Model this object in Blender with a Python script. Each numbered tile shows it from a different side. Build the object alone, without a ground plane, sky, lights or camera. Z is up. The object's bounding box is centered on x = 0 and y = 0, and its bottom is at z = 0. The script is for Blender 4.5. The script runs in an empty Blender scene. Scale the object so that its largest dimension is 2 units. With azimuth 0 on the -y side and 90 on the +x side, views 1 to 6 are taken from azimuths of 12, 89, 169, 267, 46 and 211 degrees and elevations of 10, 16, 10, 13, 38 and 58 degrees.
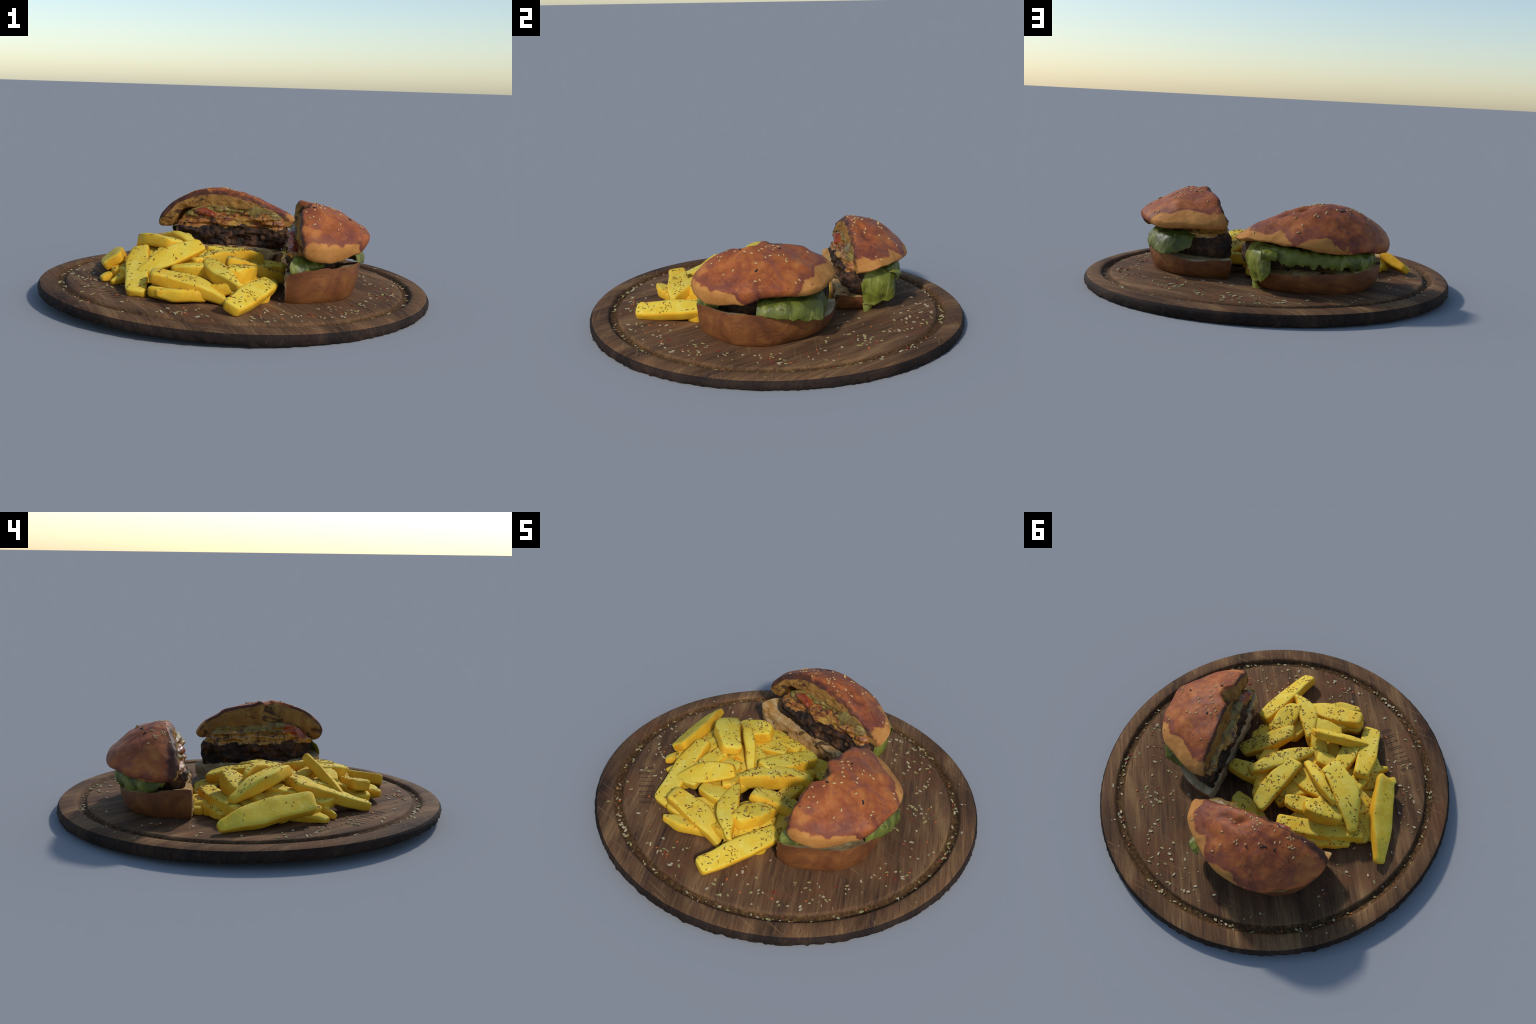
# Round wooden serving board with a halved burger, a heap of thick fries and scattered dried herbs.
import bpy, bmesh, math, random
import numpy as np
from mathutils import Vector, Matrix, noise
from mathutils.bvhtree import BVHTree

RNG = random.Random(7)
SCN = bpy.context.scene.collection


# ----------------------------------------------------------------- helpers
def clamp(x, a=0.0, b=1.0):
    return a if x < a else b if x > b else x


def smooth(x, a=0.0, b=1.0):
    t = clamp((x - a) / (b - a))
    return t * t * (3 - 2 * t)


def lerp(a, b, t):
    return a + (b - a) * t


def fbm(p, scale, octaves=3, seed=0.0):
    v, amp, tot = 0.0, 1.0, 0.0
    q = Vector((p[0] * scale + seed, p[1] * scale - seed * 0.7, p[2] * scale + seed * 1.3))
    for _ in range(octaves):
        v += amp * noise.noise(q)
        tot += amp
        amp *= 0.5
        q = q * 2.03
    return v / tot


def spline(points, n):
    """n points along a Catmull-Rom curve through points, evenly spaced by chord length."""
    pts = [Vector(p) for p in points]
    cum = [0.0]
    for a, b in zip(pts, pts[1:]):
        cum.append(cum[-1] + (b - a).length)
    out = []
    for i in range(n):
        d = cum[-1] * i / (n - 1)
        k = 0
        while k < len(pts) - 2 and d > cum[k + 1]:
            k += 1
        t = (d - cum[k]) / (cum[k + 1] - cum[k])
        p0, p1, p2, p3 = pts[max(k - 1, 0)], pts[k], pts[k + 1], pts[min(k + 2, len(pts) - 1)]
        out.append(0.5 * (2 * p1 + (p2 - p0) * t + (2 * p0 - 5 * p1 + 4 * p2 - p3) * t * t
                          + (3 * p1 - p0 - 3 * p2 + p3) * t * t * t))
    return out


def curve1(stops, x):
    """Smooth one-dimensional curve through (x, y) stops."""
    if x <= stops[0][0]:
        return stops[0][1]
    for (x0, y0), (x1, y1) in zip(stops, stops[1:]):
        if x <= x1:
            return lerp(y0, y1, smooth(x, x0, x1))
    return stops[-1][1]


def make_object(name, mesh, material=None, parent=None, origin=None):
    ob = bpy.data.objects.new(name, mesh)
    SCN.objects.link(ob)
    if material is not None and not mesh.materials:
        mesh.materials.append(material)
    if origin is not None:
        mesh.transform(Matrix.Translation(-Vector(origin)))
        ob.location = origin
    if parent is not None:
        attach(ob, parent)
    return ob


def attach(ob, parent):
    ob.parent = parent
    world = Matrix.Identity(4)
    chain = parent
    while chain is not None:
        world = Matrix.Translation(chain.location) @ world if chain.parent is None else world
        chain = chain.parent
    ob.matrix_parent_inverse = WORLD.get(parent.name, Matrix.Identity(4)).inverted()
    WORLD[ob.name] = Matrix.Translation(ob.location)


WORLD = {}


def thing(name, location, label, category):
    e = bpy.data.objects.new(name, None)
    e.empty_display_size = 0.05
    e.location = location
    SCN.objects.link(e)
    e["label"], e["category"] = label, category
    WORLD[e.name] = Matrix.Translation(location)
    return e


def mesh_from(name, verts, faces, smooth_shade=True):
    me = bpy.data.meshes.new(name)
    me.from_pydata([tuple(v) for v in verts], [], faces)
    me.validate()
    bm = bmesh.new()
    bm.from_mesh(me)
    bmesh.ops.recalc_face_normals(bm, faces=bm.faces)
    bm.to_mesh(me)
    bm.free()
    if smooth_shade:
        me.polygons.foreach_set("use_smooth", [True] * len(me.polygons))
    me.update()
    return me


# --------------------------------------------------------------- materials
class Mat:
    def __init__(self, name, rough=0.6, spec=0.3):
        self.m = bpy.data.materials.new(name)
        self.m.use_nodes = True
        self.t = self.m.node_tree
        self.t.nodes.clear()
        self.out = self.t.nodes.new("ShaderNodeOutputMaterial")
        self.b = self.t.nodes.new("ShaderNodeBsdfPrincipled")
        self.t.links.new(self.b.outputs[0], self.out.inputs[0])
        self.b.inputs["Roughness"].default_value = rough
        self.b.inputs["Specular IOR Level"].default_value = spec
        self.co = self.n("ShaderNodeTexCoord").outputs["Object"]

    def n(self, kind):
        return self.t.nodes.new(kind)

    def put(self, sock, v):
        if isinstance(v, bpy.types.NodeSocket):
            self.t.links.new(v, sock)
        elif isinstance(v, (tuple, list)) and len(v) == 3 and sock.type == "RGBA":
            sock.default_value = (*v, 1)
        else:
            sock.default_value = v

    def map(self, vec=None, loc=(0, 0, 0), rot=(0, 0, 0), scale=(1, 1, 1)):
        k = self.n("ShaderNodeMapping")
        self.put(k.inputs["Vector"], vec or self.co)
        k.inputs["Location"].default_value = loc
        k.inputs["Rotation"].default_value = rot
        k.inputs["Scale"].default_value = scale
        return k.outputs[0]

    def noise(self, scale, detail=3.0, rough=0.55, distort=0.0, vec=None):
        k = self.n("ShaderNodeTexNoise")
        self.put(k.inputs["Vector"], vec or self.co)
        k.inputs["Scale"].default_value = scale
        k.inputs["Detail"].default_value = detail
        k.inputs["Roughness"].default_value = rough
        k.inputs["Distortion"].default_value = distort
        return k.outputs["Fac"]

    def voronoi(self, scale, vec=None, feature="F1", rand=1.0):
        k = self.n("ShaderNodeTexVoronoi")
        k.feature = feature
        self.put(k.inputs["Vector"], vec or self.co)
        k.inputs["Scale"].default_value = scale
        k.inputs["Randomness"].default_value = rand
        return k

    def ramp(self, fac, stops, interp="LINEAR"):
        k = self.n("ShaderNodeValToRGB")
        k.color_ramp.interpolation = interp
        el = k.color_ramp.elements
        while len(el) < len(stops):
            el.new(0.5)
        for e, (p, c) in zip(el, stops):
            e.position = p
            e.color = (*c, 1) if isinstance(c, (tuple, list)) else (c, c, c, 1)
        self.put(k.inputs[0], fac)
        return k.outputs[0]

    def mix(self, fac, a, b, blend="MIX"):
        k = self.n("ShaderNodeMix")
        k.data_type, k.blend_type = "RGBA", blend
        self.put(k.inputs[0], fac)
        self.put(k.inputs[6], a)
        self.put(k.inputs[7], b)
        return k.outputs[2]

    def math(self, op, a, b=0.0, c=0.0, clampit=False):
        k = self.n("ShaderNodeMath")
        k.operation, k.use_clamp = op, clampit
        self.put(k.inputs[0], a)
        self.put(k.inputs[1], b)
        if op in ("MULTIPLY_ADD", "COMPARE"):
            self.put(k.inputs[2], c)
        return k.outputs[0]

    def step(self, v, a, b, lo=0.0, hi=1.0):
        k = self.n("ShaderNodeMapRange")
        k.interpolation_type = "SMOOTHSTEP"
        self.put(k.inputs[0], v)
        for i, x in zip((1, 2, 3, 4), (a, b, lo, hi)):
            k.inputs[i].default_value = x
        return k.outputs[0]

    def xyz(self, vec=None):
        k = self.n("ShaderNodeSeparateXYZ")
        self.put(k.inputs[0], vec or self.co)
        return k.outputs

    def color(self, c):
        self.put(self.b.inputs["Base Color"], c)
        return self

    def rough(self, r):
        self.put(self.b.inputs["Roughness"], r)

    def bump(self, height, strength=0.3, dist=0.004):
        k = self.n("ShaderNodeBump")
        k.inputs["Strength"].default_value = strength
        k.inputs["Distance"].default_value = dist
        self.put(k.inputs["Height"], height)
        self.put(self.b.inputs["Normal"], k.outputs[0])

    def random(self):
        return self.n("ShaderNodeObjectInfo").outputs["Random"]


GRAIN = math.radians(-127)


def wood_material(name, dark, mid, light, groove=None):
    m = Mat(name, 0.8, 0.15)
    g = m.map(rot=(0, 0, GRAIN))
    broad = m.noise(3.2, 3, 0.55, 0.4, m.map(g, scale=(0.45, 2.6, 1.0)))
    band = m.noise(6.0, 4, 0.6, 0.8, m.map(g, scale=(0.35, 4.5, 2.0)))
    fine = m.noise(38, 4, 0.65, 0.2, m.map(g, scale=(0.10, 2.4, 1.2)))
    pores = m.noise(95, 3, 0.6, 0.0, m.map(g, scale=(0.07, 2.0, 1.0)))
    tone = m.math("ADD", m.math("MULTIPLY", broad, 0.55), m.math("MULTIPLY", band, 0.45))
    col = m.ramp(tone, [(0.34, dark), (0.45, tuple(lerp(a, b, 0.7) for a, b in zip(dark, mid))), (0.53, mid), (0.68, light)])
    col = m.mix(m.step(fine, 0.46, 0.72, 0.0, 0.42), col, light)
    col = m.mix(m.step(pores, 0.32, 0.46, 0.55, 0.0), col, tuple(c * 0.55 for c in dark))
    patch = m.noise(2.3, 3, 0.55, 0.5, m.map(g, loc=(3, 1, 0), scale=(0.6, 1.6, 1)))
    col = m.mix(1.0, col, m.ramp(patch, [(0.32, (0.58, 0.57, 0.60)), (0.52, (1, 1, 1)), (0.72, (1.22, 1.18, 1.10))]), "MULTIPLY")
    red = m.step(m.noise(4.5, 2, 0.5, 0.3), 0.52, 0.70, 0.0, 0.4)
    col = m.mix(red, col, (mid[0] * 1.1, mid[1] * 0.80, mid[2] * 0.72))
    # knife scratches, two crossing directions
    for ang, thr in ((-0.35, 0.665), (0.75, 0.68), (-1.1, 0.685)):
        s = m.noise(26, 2, 0.5, 0.15, m.map(rot=(0, 0, GRAIN + ang), scale=(0.10, 3.6, 1.0)))
        col = m.mix(m.step(s, thr, thr + 0.05, 0.0, 0.35), col, light)
    h = m.math("ADD", m.math("MULTIPLY", fine, 0.6), m.math("MULTIPLY", pores, 0.6))
    if groove:
        v = m.map(loc=(0, 0.0045, 0), scale=(1, 1, 0))
        k = m.n("ShaderNodeVectorMath")
        k.operation = "LENGTH"
        m.put(k.inputs[0], v)
        r = k.outputs["Value"]
        band_in = m.math("MULTIPLY", m.step(r, 0.850, 0.858), m.step(r, 0.893, 0.903, 1.0, 0.0))
        crumb = m.noise(60, 4, 0.7)
        gcol = m.ramp(crumb, [(0.34, groove[0]), (0.52, groove[1]), (0.68, groove[2])])
        col = m.mix(m.math("MULTIPLY", band_in, 0.85), col, gcol)
        h = m.math("ADD", h, m.math("MULTIPLY", m.math("MULTIPLY", band_in, crumb), 2.0))
    m.color(col)
    m.bump(h, 0.35, 0.004)
    return m.m


def crust_material(name, axis, stops_a, cut):
    """Baked bun crust: glossy glaze with darker blotches, matt unglazed band that ends in drips."""
    m = Mat(name, 0.6, 0.2)
    s = m.xyz()
    a = m.n("ShaderNodeValToRGB")
    lo, hi = stops_a[0][0], stops_a[-1][0]
    el = a.color_ramp.elements
    while len(el) < len(stops_a):
        el.new(0.5)
    for e, (p, z) in zip(el, stops_a):
        e.position = (p - lo) / (hi - lo)
        e.color = (z, z, z, 1)
    a.color_ramp.interpolation = "EASE"
    k = m.n("ShaderNodeMapRange")
    m.put(k.inputs[0], s[axis])
    k.inputs[1].default_value, k.inputs[2].default_value = lo, hi
    m.put(a.inputs[0], k.outputs[0])
    edge = m.noise(9.5, 3, 0.5, 0.5)
    z = m.math("ADD", s[2], m.math("MULTIPLY_ADD", edge, 0.13, -0.065))
    d = m.math("SUBTRACT", z, a.outputs[0])
    glazed = m.step(d, -0.003, 0.006)
    rim = m.math("MULTIPLY", m.step(d, 0.0, 0.012), m.step(d, 0.012, 0.055, 1.0, 0.0))
    blot = m.noise(7.5, 4, 0.6, 0.9)
    fine = m.noise(30, 4, 0.65, 0.6)
    cream = m.noise(130, 3, 0.7)
    g = m.ramp(blot, [(0.32, (0.15, 0.040, 0.023)), (0.46, (0.28, 0.072, 0.024)),
                      (0.58, (0.37, 0.105, 0.028)), (0.72, (0.47, 0.165, 0.042))])
    g = m.mix(m.step(fine, 0.52, 0.72, 0.0, 0.45), g, (0.50, 0.19, 0.05))
    g = m.mix(m.step(m.noise(11, 3, 0.6, 0.4, m.map(loc=(3, 1, 2))), 0.54, 0.66, 0.0, 0.65), g, (0.21, 0.066, 0.044))
    g = m.mix(m.math("MULTIPLY", rim, 0.62), g, (0.15, 0.042, 0.030))
    g = m.mix(m.step(cream, 0.66, 0.76, 0.0, 0.25), g, (0.75, 0.45, 0.20))
    pore = m.voronoi(34, vec=m.map(loc=(1, 2, 3))).outputs["Distance"]
    many = m.step(m.noise(5, 2), 0.48, 0.56)
    g = m.mix(m.math("MULTIPLY", m.step(pore, 0.10, 0.17, 0.8, 0.0), many), g, (0.06, 0.018, 0.014))
    t = m.ramp(m.noise(14, 4, 0.6), [(0.3, (0.36, 0.140, 0.034)), (0.5, (0.45, 0.190, 0.046)), (0.72, (0.54, 0.245, 0.068))])
    t = m.mix(m.step(cream, 0.60, 0.74, 0.0, 0.35), t, (0.78, 0.48, 0.20))
    col = m.mix(glazed, t, g)
    # the griddle blackened the rim of the cut here and there
    d = m.math("MULTIPLY_ADD", s[0], cut[0], -cut[2])
    d = m.math("MULTIPLY_ADD", s[1], cut[1], d)
    d = m.math("ADD", d, m.math("MULTIPLY_ADD", m.noise(15, 3, 0.6, 0.5), 0.10, -0.05))
    col = m.mix(m.step(d, 0.000, 0.024, 0.85, 0.0), col, (0.045, 0.020, 0.015))
    m.color(col)
    m.rough(m.mix(glazed, (0.8,) * 3, (0.55,) * 3))
    m.bump(m.math("ADD", m.math("MULTIPLY", fine, 0.8), m.math("MULTIPLY", cream, 0.25)), 0.35, 0.006)
    return m.m


def lower_crust_material(name):
    m = Mat(name, 0.55, 0.3)
    b = m.noise(6, 4, 0.6, 0.8)
    c = m.ramp(b, [(0.30, (0.105, 0.034, 0.014)), (0.50, (0.185, 0.064, 0.019)), (0.68, (0.28, 0.108, 0.029))])
    c = m.mix(m.step(m.noise(13, 4, 0.6, 1.0, m.map(scale=(1, 1, 3.2))), 0.54, 0.64, 0.0, 0.65), c, (0.13, 0.036, 0.018))
    c = m.mix(m.step(m.noise(110, 3, 0.7), 0.66, 0.76, 0.0, 0.3), c, (0.7, 0.4, 0.17))
    m.color(c)
    m.bump(m.noise(34, 4, 0.6), 0.3, 0.005)
    return m.m


def crumb_material(name, pale, toast, char, amount):
    """Cut bread: pale crumb, toasted patches and charred spots."""
    m = Mat(name, 0.8, 0.15)
    a = m.noise(16, 5, 0.65, 0.6)
    b = m.noise(11, 4, 0.65, 0.8, m.map(loc=(4, 2, 7)))
    holes = m.noise(75, 4, 0.7)
    c = m.ramp(a, [(0.34, toast), (0.52, tuple(lerp(p, t, 0.6) for p, t in zip(pale, toast))), (0.70, pale)])
    c = m.mix(m.step(b, 0.62 - amount, 0.72 - amount, 0.0, 0.92), c, char)
    c = m.mix(m.step(holes, 0.28, 0.46, 0.55, 0.0), c, tuple(x * 0.5 for x in toast))
    m.color(c)
    m.bump(m.math("ADD", holes, m.math("MULTIPLY", a, 0.7)), 0.6, 0.008)
    return m.m


def patty_material(name):
    m = Mat(name, 0.6, 0.25)
    a = m.noise(20, 5, 0.7, 0.7)
    b = m.noise(8, 3, 0.6, 0.5, m.map(loc=(1, 5, 2)))
    c = m.ramp(a, [(0.36, (0.012, 0.008, 0.006)), (0.50, (0.040, 0.019, 0.010)), (0.62, (0.105, 0.045, 0.018)), (0.74, (0.26, 0.135, 0.050))])
    c = m.mix(m.step(b, 0.52, 0.66, 0.0, 0.80), c, (0.014, 0.010, 0.009))
    m.color(c)
    m.bump(m.math("ADD", a, m.math("MULTIPLY", m.noise(70, 4, 0.7), 0.5)), 0.9, 0.012)
    return m.m


def leaf_material(name, deep, fresh, vein):
    m = Mat(name, 0.45, 0.4)
    a = m.noise(9, 3, 0.55, 0.6)
    w = m.noise(22, 3, 0.6, 0.8, m.map(scale=(1, 1, 0.35)))
    c = m.ramp(a, [(0.36, deep), (0.57, fresh), (0.74, vein)])
    c = m.mix(m.step(w, 0.56, 0.66, 0.0, 0.5), c, vein)
    m.color(c)
    m.bump(w, 0.4, 0.006)
    tr = m.n("ShaderNodeBsdfTranslucent")
    m.put(tr.inputs[0], c)
    mx = m.n("ShaderNodeMixShader")
    mx.inputs[0].default_value = 0.2
    m.t.links.new(m.b.outputs[0], mx.inputs[1])
    m.t.links.new(tr.outputs[0], mx.inputs[2])
    m.t.links.new(mx.outputs[0], m.out.inputs[0])
    return m.m


def mottled(name, colors, scale=18, rough=0.45, spec=0.4, bump=0.5, char=None):
    m = Mat(name, rough, spec)
    a = m.noise(scale, 4, 0.6, 0.6)
    n = len(colors)
    c = m.ramp(a, [(lerp(0.32, 0.70, i / max(n - 1, 1)), x) for i, x in enumerate(colors)])
    if char:
        b = m.noise(scale * 0.8, 4, 0.65, 0.7, m.map(loc=(2, 7, 1)))
        c = m.mix(m.step(b, char[0], char[0] + 0.08, 0.0, 0.9), c, char[1])
    m.color(c)
    m.bump(m.noise(scale * 2.2, 4, 0.6), bump, 0.006)
    return m.m


def fry_material(name, cols):
    m = Mat(name, 0.75, 0.2)
    r = m.random()
    off = m.n("ShaderNodeVectorMath")
    off.operation = "ADD"
    m.put(off.inputs[0], m.co)
    k = m.n("ShaderNodeCombineXYZ")
    m.put(k.inputs[0], m.math("MULTIPLY", r, 37.0))
    m.put(k.inputs[1], m.math("MULTIPLY", r, 11.0))
    m.put(off.inputs[1], k.outputs[0])
    v = off.outputs[0]
    a = m.noise(9, 3, 0.55, 0.5, v)
    b = m.noise(32, 4, 0.6, 0.4, v)
    c = m.ramp(a, [(0.30, cols[0]), (0.48, cols[1]), (0.66, cols[2])])
    c = m.mix(m.step(b, 0.54, 0.72, 0.0, 0.45), c, cols[3])
    tone = m.ramp(r, [(0.0, (0.93, 0.88, 0.9)), (0.5, (1, 1, 1)), (1.0, (1.0, 0.95, 0.85))])
    c = m.mix(1.0, c, tone, "MULTIPLY")
    fleck = m.noise(85, 3, 0.7, 0.3, v)
    c = m.mix(m.step(fleck, 0.55, 0.72, 0.0, 0.5), c, cols[3])
    c = m.mix(m.step(fleck, 0.30, 0.42, 0.35, 0.0), c, tuple(x * 0.78 for x in cols[0]))
    m.color(c)
    m.bump(m.math("ADD", m.math("ADD", a, m.math("MULTIPLY", b, 0.5)), m.math("MULTIPLY", fleck, 0.3)), 0.4, 0.006)
    return m.m


FRY_FACE = ((0.75, 0.470, 0.030), (0.75, 0.545, 0.052), (0.76, 0.595, 0.085), (0.84, 0.710, 0.210))
FRY_SIDE = ((0.70, 0.330, 0.016), (0.74, 0.415, 0.022), (0.75, 0.470, 0.032), (0.78, 0.550, 0.075))


def plain(name, col, rough=0.6, var=0.35):
    m = Mat(name, rough, 0.3)
    a = m.noise(45, 2)
    m.color(m.ramp(a, [(0.3, tuple(c * (1 - var) for c in col)), (0.7, col)]))
    return m.m


# ------------------------------------------------------------ serving board
BC = (0.0, -0.0035)                    # centre of the board


def board_top(x, y):
    """The old board is warped and curls up towards -x."""
    return 0.0745 - 0.0192 * x - 0.0044 * y - 0.0031 * x * x + 0.0142 * x * y - 0.0031 * y * y


def board_bottom(x, y):
    return 1.1 * max(0.0, board_top(x, y) - 0.064) + 0.016 * max(0.0, -y - 0.35) * smooth(-x, -0.8, 0.0)


def build_board():
    wood = wood_material("dark_oiled_wood", (0.050, 0.027, 0.018), (0.150, 0.076, 0.035), (0.300, 0.170, 0.074),
                         ((0.022, 0.012, 0.006), (0.080, 0.038, 0.011), (0.21, 0.115, 0.038)))
    edge = wood_material("shade_darkened_edge_wood", (0.013, 0.010, 0.009), (0.027, 0.017, 0.013), (0.066, 0.038, 0.023))  # side wood darkened almost to black: contact shade painted into the colour
    n = 432
    # profile: radius, depth below the top surface
    prof = [(0.10, 0), (0.22, 0), (0.34, 0), (0.46, 0), (0.58, 0), (0.70, 0), (0.80, 0), (0.842, 0), (0.8495, -0.0012),
            (0.8525, -0.007), (0.856, -0.013), (0.863, -0.019), (0.873, -0.0225), (0.884, -0.021), (0.893, -0.016), (0.899, -0.008),
            (0.9025, -0.0018), (0.909, 0.0012), (0.925, 0.0015), (0.947, 0.0)]
    lip = [(0.965, -0.0030), (0.977, -0.0085), (0.984, -0.0160)]

    def ring_pt(rad, ang, depth):
        c, s = math.cos(ang), math.sin(ang)
        x, y = rad * c + BC[0], rad * s + BC[1]
        return Vector((x, y, board_top(x, y) + depth))

    def outer(rad, ang, f):
        """f runs 0..1 down the side; the lower edge is ragged."""
        c, s = math.cos(ang), math.sin(ang)
        stretch = lerp(1.0, 1.012, s * s)
        rag = f * (0.012 * fbm((c * 3, s * 3, f), 9, 3, 3.1) + 0.016 * fbm((c, s, f * 0.3), 38, 3, 8.0))
        x, y = (rad * stretch + rag) * c + BC[0], (rad * stretch + rag) * s + BC[1]
        top = board_top(x, y) - 0.016
        bot = board_bottom(x, y)
        return Vector((x, y, lerp(top, bot, f)))

    verts, faces = [], []
    rows = []
    wob = lambda a: 0.0022 * fbm((math.cos(a) * 2, math.sin(a) * 2, 0), 12, 3)
    verts.append(Vector((BC[0], BC[1], board_top(*BC))))
    for r, d in prof + lip:
        row = []
        for i in range(n):
            a = 2 * math.pi * i / n
            w = wob(a) * smooth(r, 0.7, 0.85)
            if r > 0.95:
                st = lerp(1.0, 1.012, math.sin(a) ** 2)
            else:
                st = 1.0
            dd = d * (1 + 0.18 * fbm((math.cos(a), math.sin(a), r), 14, 2, 5)) if -0.02 > d else d
            row.append(len(verts))
            verts.append(ring_pt((r + w) * st, a, dd))
        rows.append(row)
    ntop = len(rows)
    for f in (0.22, 0.45, 0.68, 0.86, 1.0):
        rad = curve1([(0, 0.985), (0.3, 0.9885), (0.7, 0.9870), (1.0, 0.981)], f)
        row = []
        for i in range(n):
            row.append(len(verts))
            verts.append(outer(rad, 2 * math.pi * i / n, f))
        rows.append(row)
    for r in (0.90, 0.5):
        row = []
        for i in range(n):
            a = 2 * math.pi * i / n
            x, y = r * math.cos(a), r * math.sin(a)
            row.append(len(verts))
            verts.append(Vector((x, y, board_bottom(x, y) + 0.002)))
        rows.append(row)
    faces += [(0, rows[0][i], rows[0][(i + 1) % n]) for i in range(n)]
    side_faces = []
    for k in range(len(rows) - 1):
        for i in range(n):
            j = (i + 1) % n
            q = (rows[k][i], rows[k + 1][i], rows[k + 1][j], rows[k][j])
            (side_faces if k >= ntop - 2 else faces).append(q)
    last = rows[-1]
    side_faces.append(tuple(reversed(last)))
    board = thing("serving_board", (0, 0, 0), "round dark wooden serving board with a juice groove and scattered dried herbs", "serving board")

    def sub(name, fl, mat):
        used = sorted({v for f in fl for v in f})
        idx = {v: i for i, v in enumerate(used)}
        me = mesh_from(name, [verts[v] for v in used], [tuple(idx[v] for v in f) for f in fl])
        return make_object(name, me, mat, board)

    top = sub("board_top", faces, wood)
    rim = sub("board_edge", side_faces, edge)

    # worn branded lettering: pairs of thin burnt strokes pressed into the wood, mere remains of a mark
    ink = plain("burnt_stroke", (0.045, 0.026, 0.016), 0.8)
    vs, fs = [], []

    def bar(p, q, half=0.0022):
        d = (q - p).normalized()
        s = Vector((-d.y, d.x, 0)) * half
        b = len(vs)
        for e in (p, q):
            for sg in (-1, 1):
                v = e + s * sg
                t = board_top(v.x, v.y)
                vs.append(Vector((v.x, v.y, t - 0.003)))
                vs.append(Vector((v.x, v.y, t + 0.0009)))
        fs.extend([(b + 1, b + 3, b + 7, b + 5), (b, b + 4, b + 6, b + 2), (b, b + 1, b + 5, b + 4),
                   (b + 2, b + 6, b + 7, b + 3), (b, b + 2, b + 3, b + 1), (b + 4, b + 5, b + 7, b + 6)])

    first, lastp = Vector((-0.644, -0.487, 0)), Vector((-0.418, -0.653, 0))
    run = Vector((0.050, 0.056, 0))
    step = (lastp - first).normalized()
    for f, pair in ((0.0, 1), (0.167, 1), (0.29, 0), (0.40, 0), (0.545, 1), (0.70, 0), (0.85, 1), (1.0, 1)):
        c = first.lerp(lastp, f)
        if pair:
            bar(c - step * 0.006, c - step * 0.006 + run, 0.0016)
            bar(c + step * 0.006, c + step * 0.006 + run, 0.0016)
            bar(c - step * 0.006 + run, c + step * 0.006 + run, 0.0014)
        else:
            bar(c, c + run, 0.0015)
            if f > 0.6:
                bar(c + run * 0.0, c + step * 0.016 + run * 0.25, 0.0014)
    make_object("worn_lettering", mesh_from("worn_lettering", vs, fs, False), ink, board)
    return board


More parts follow.
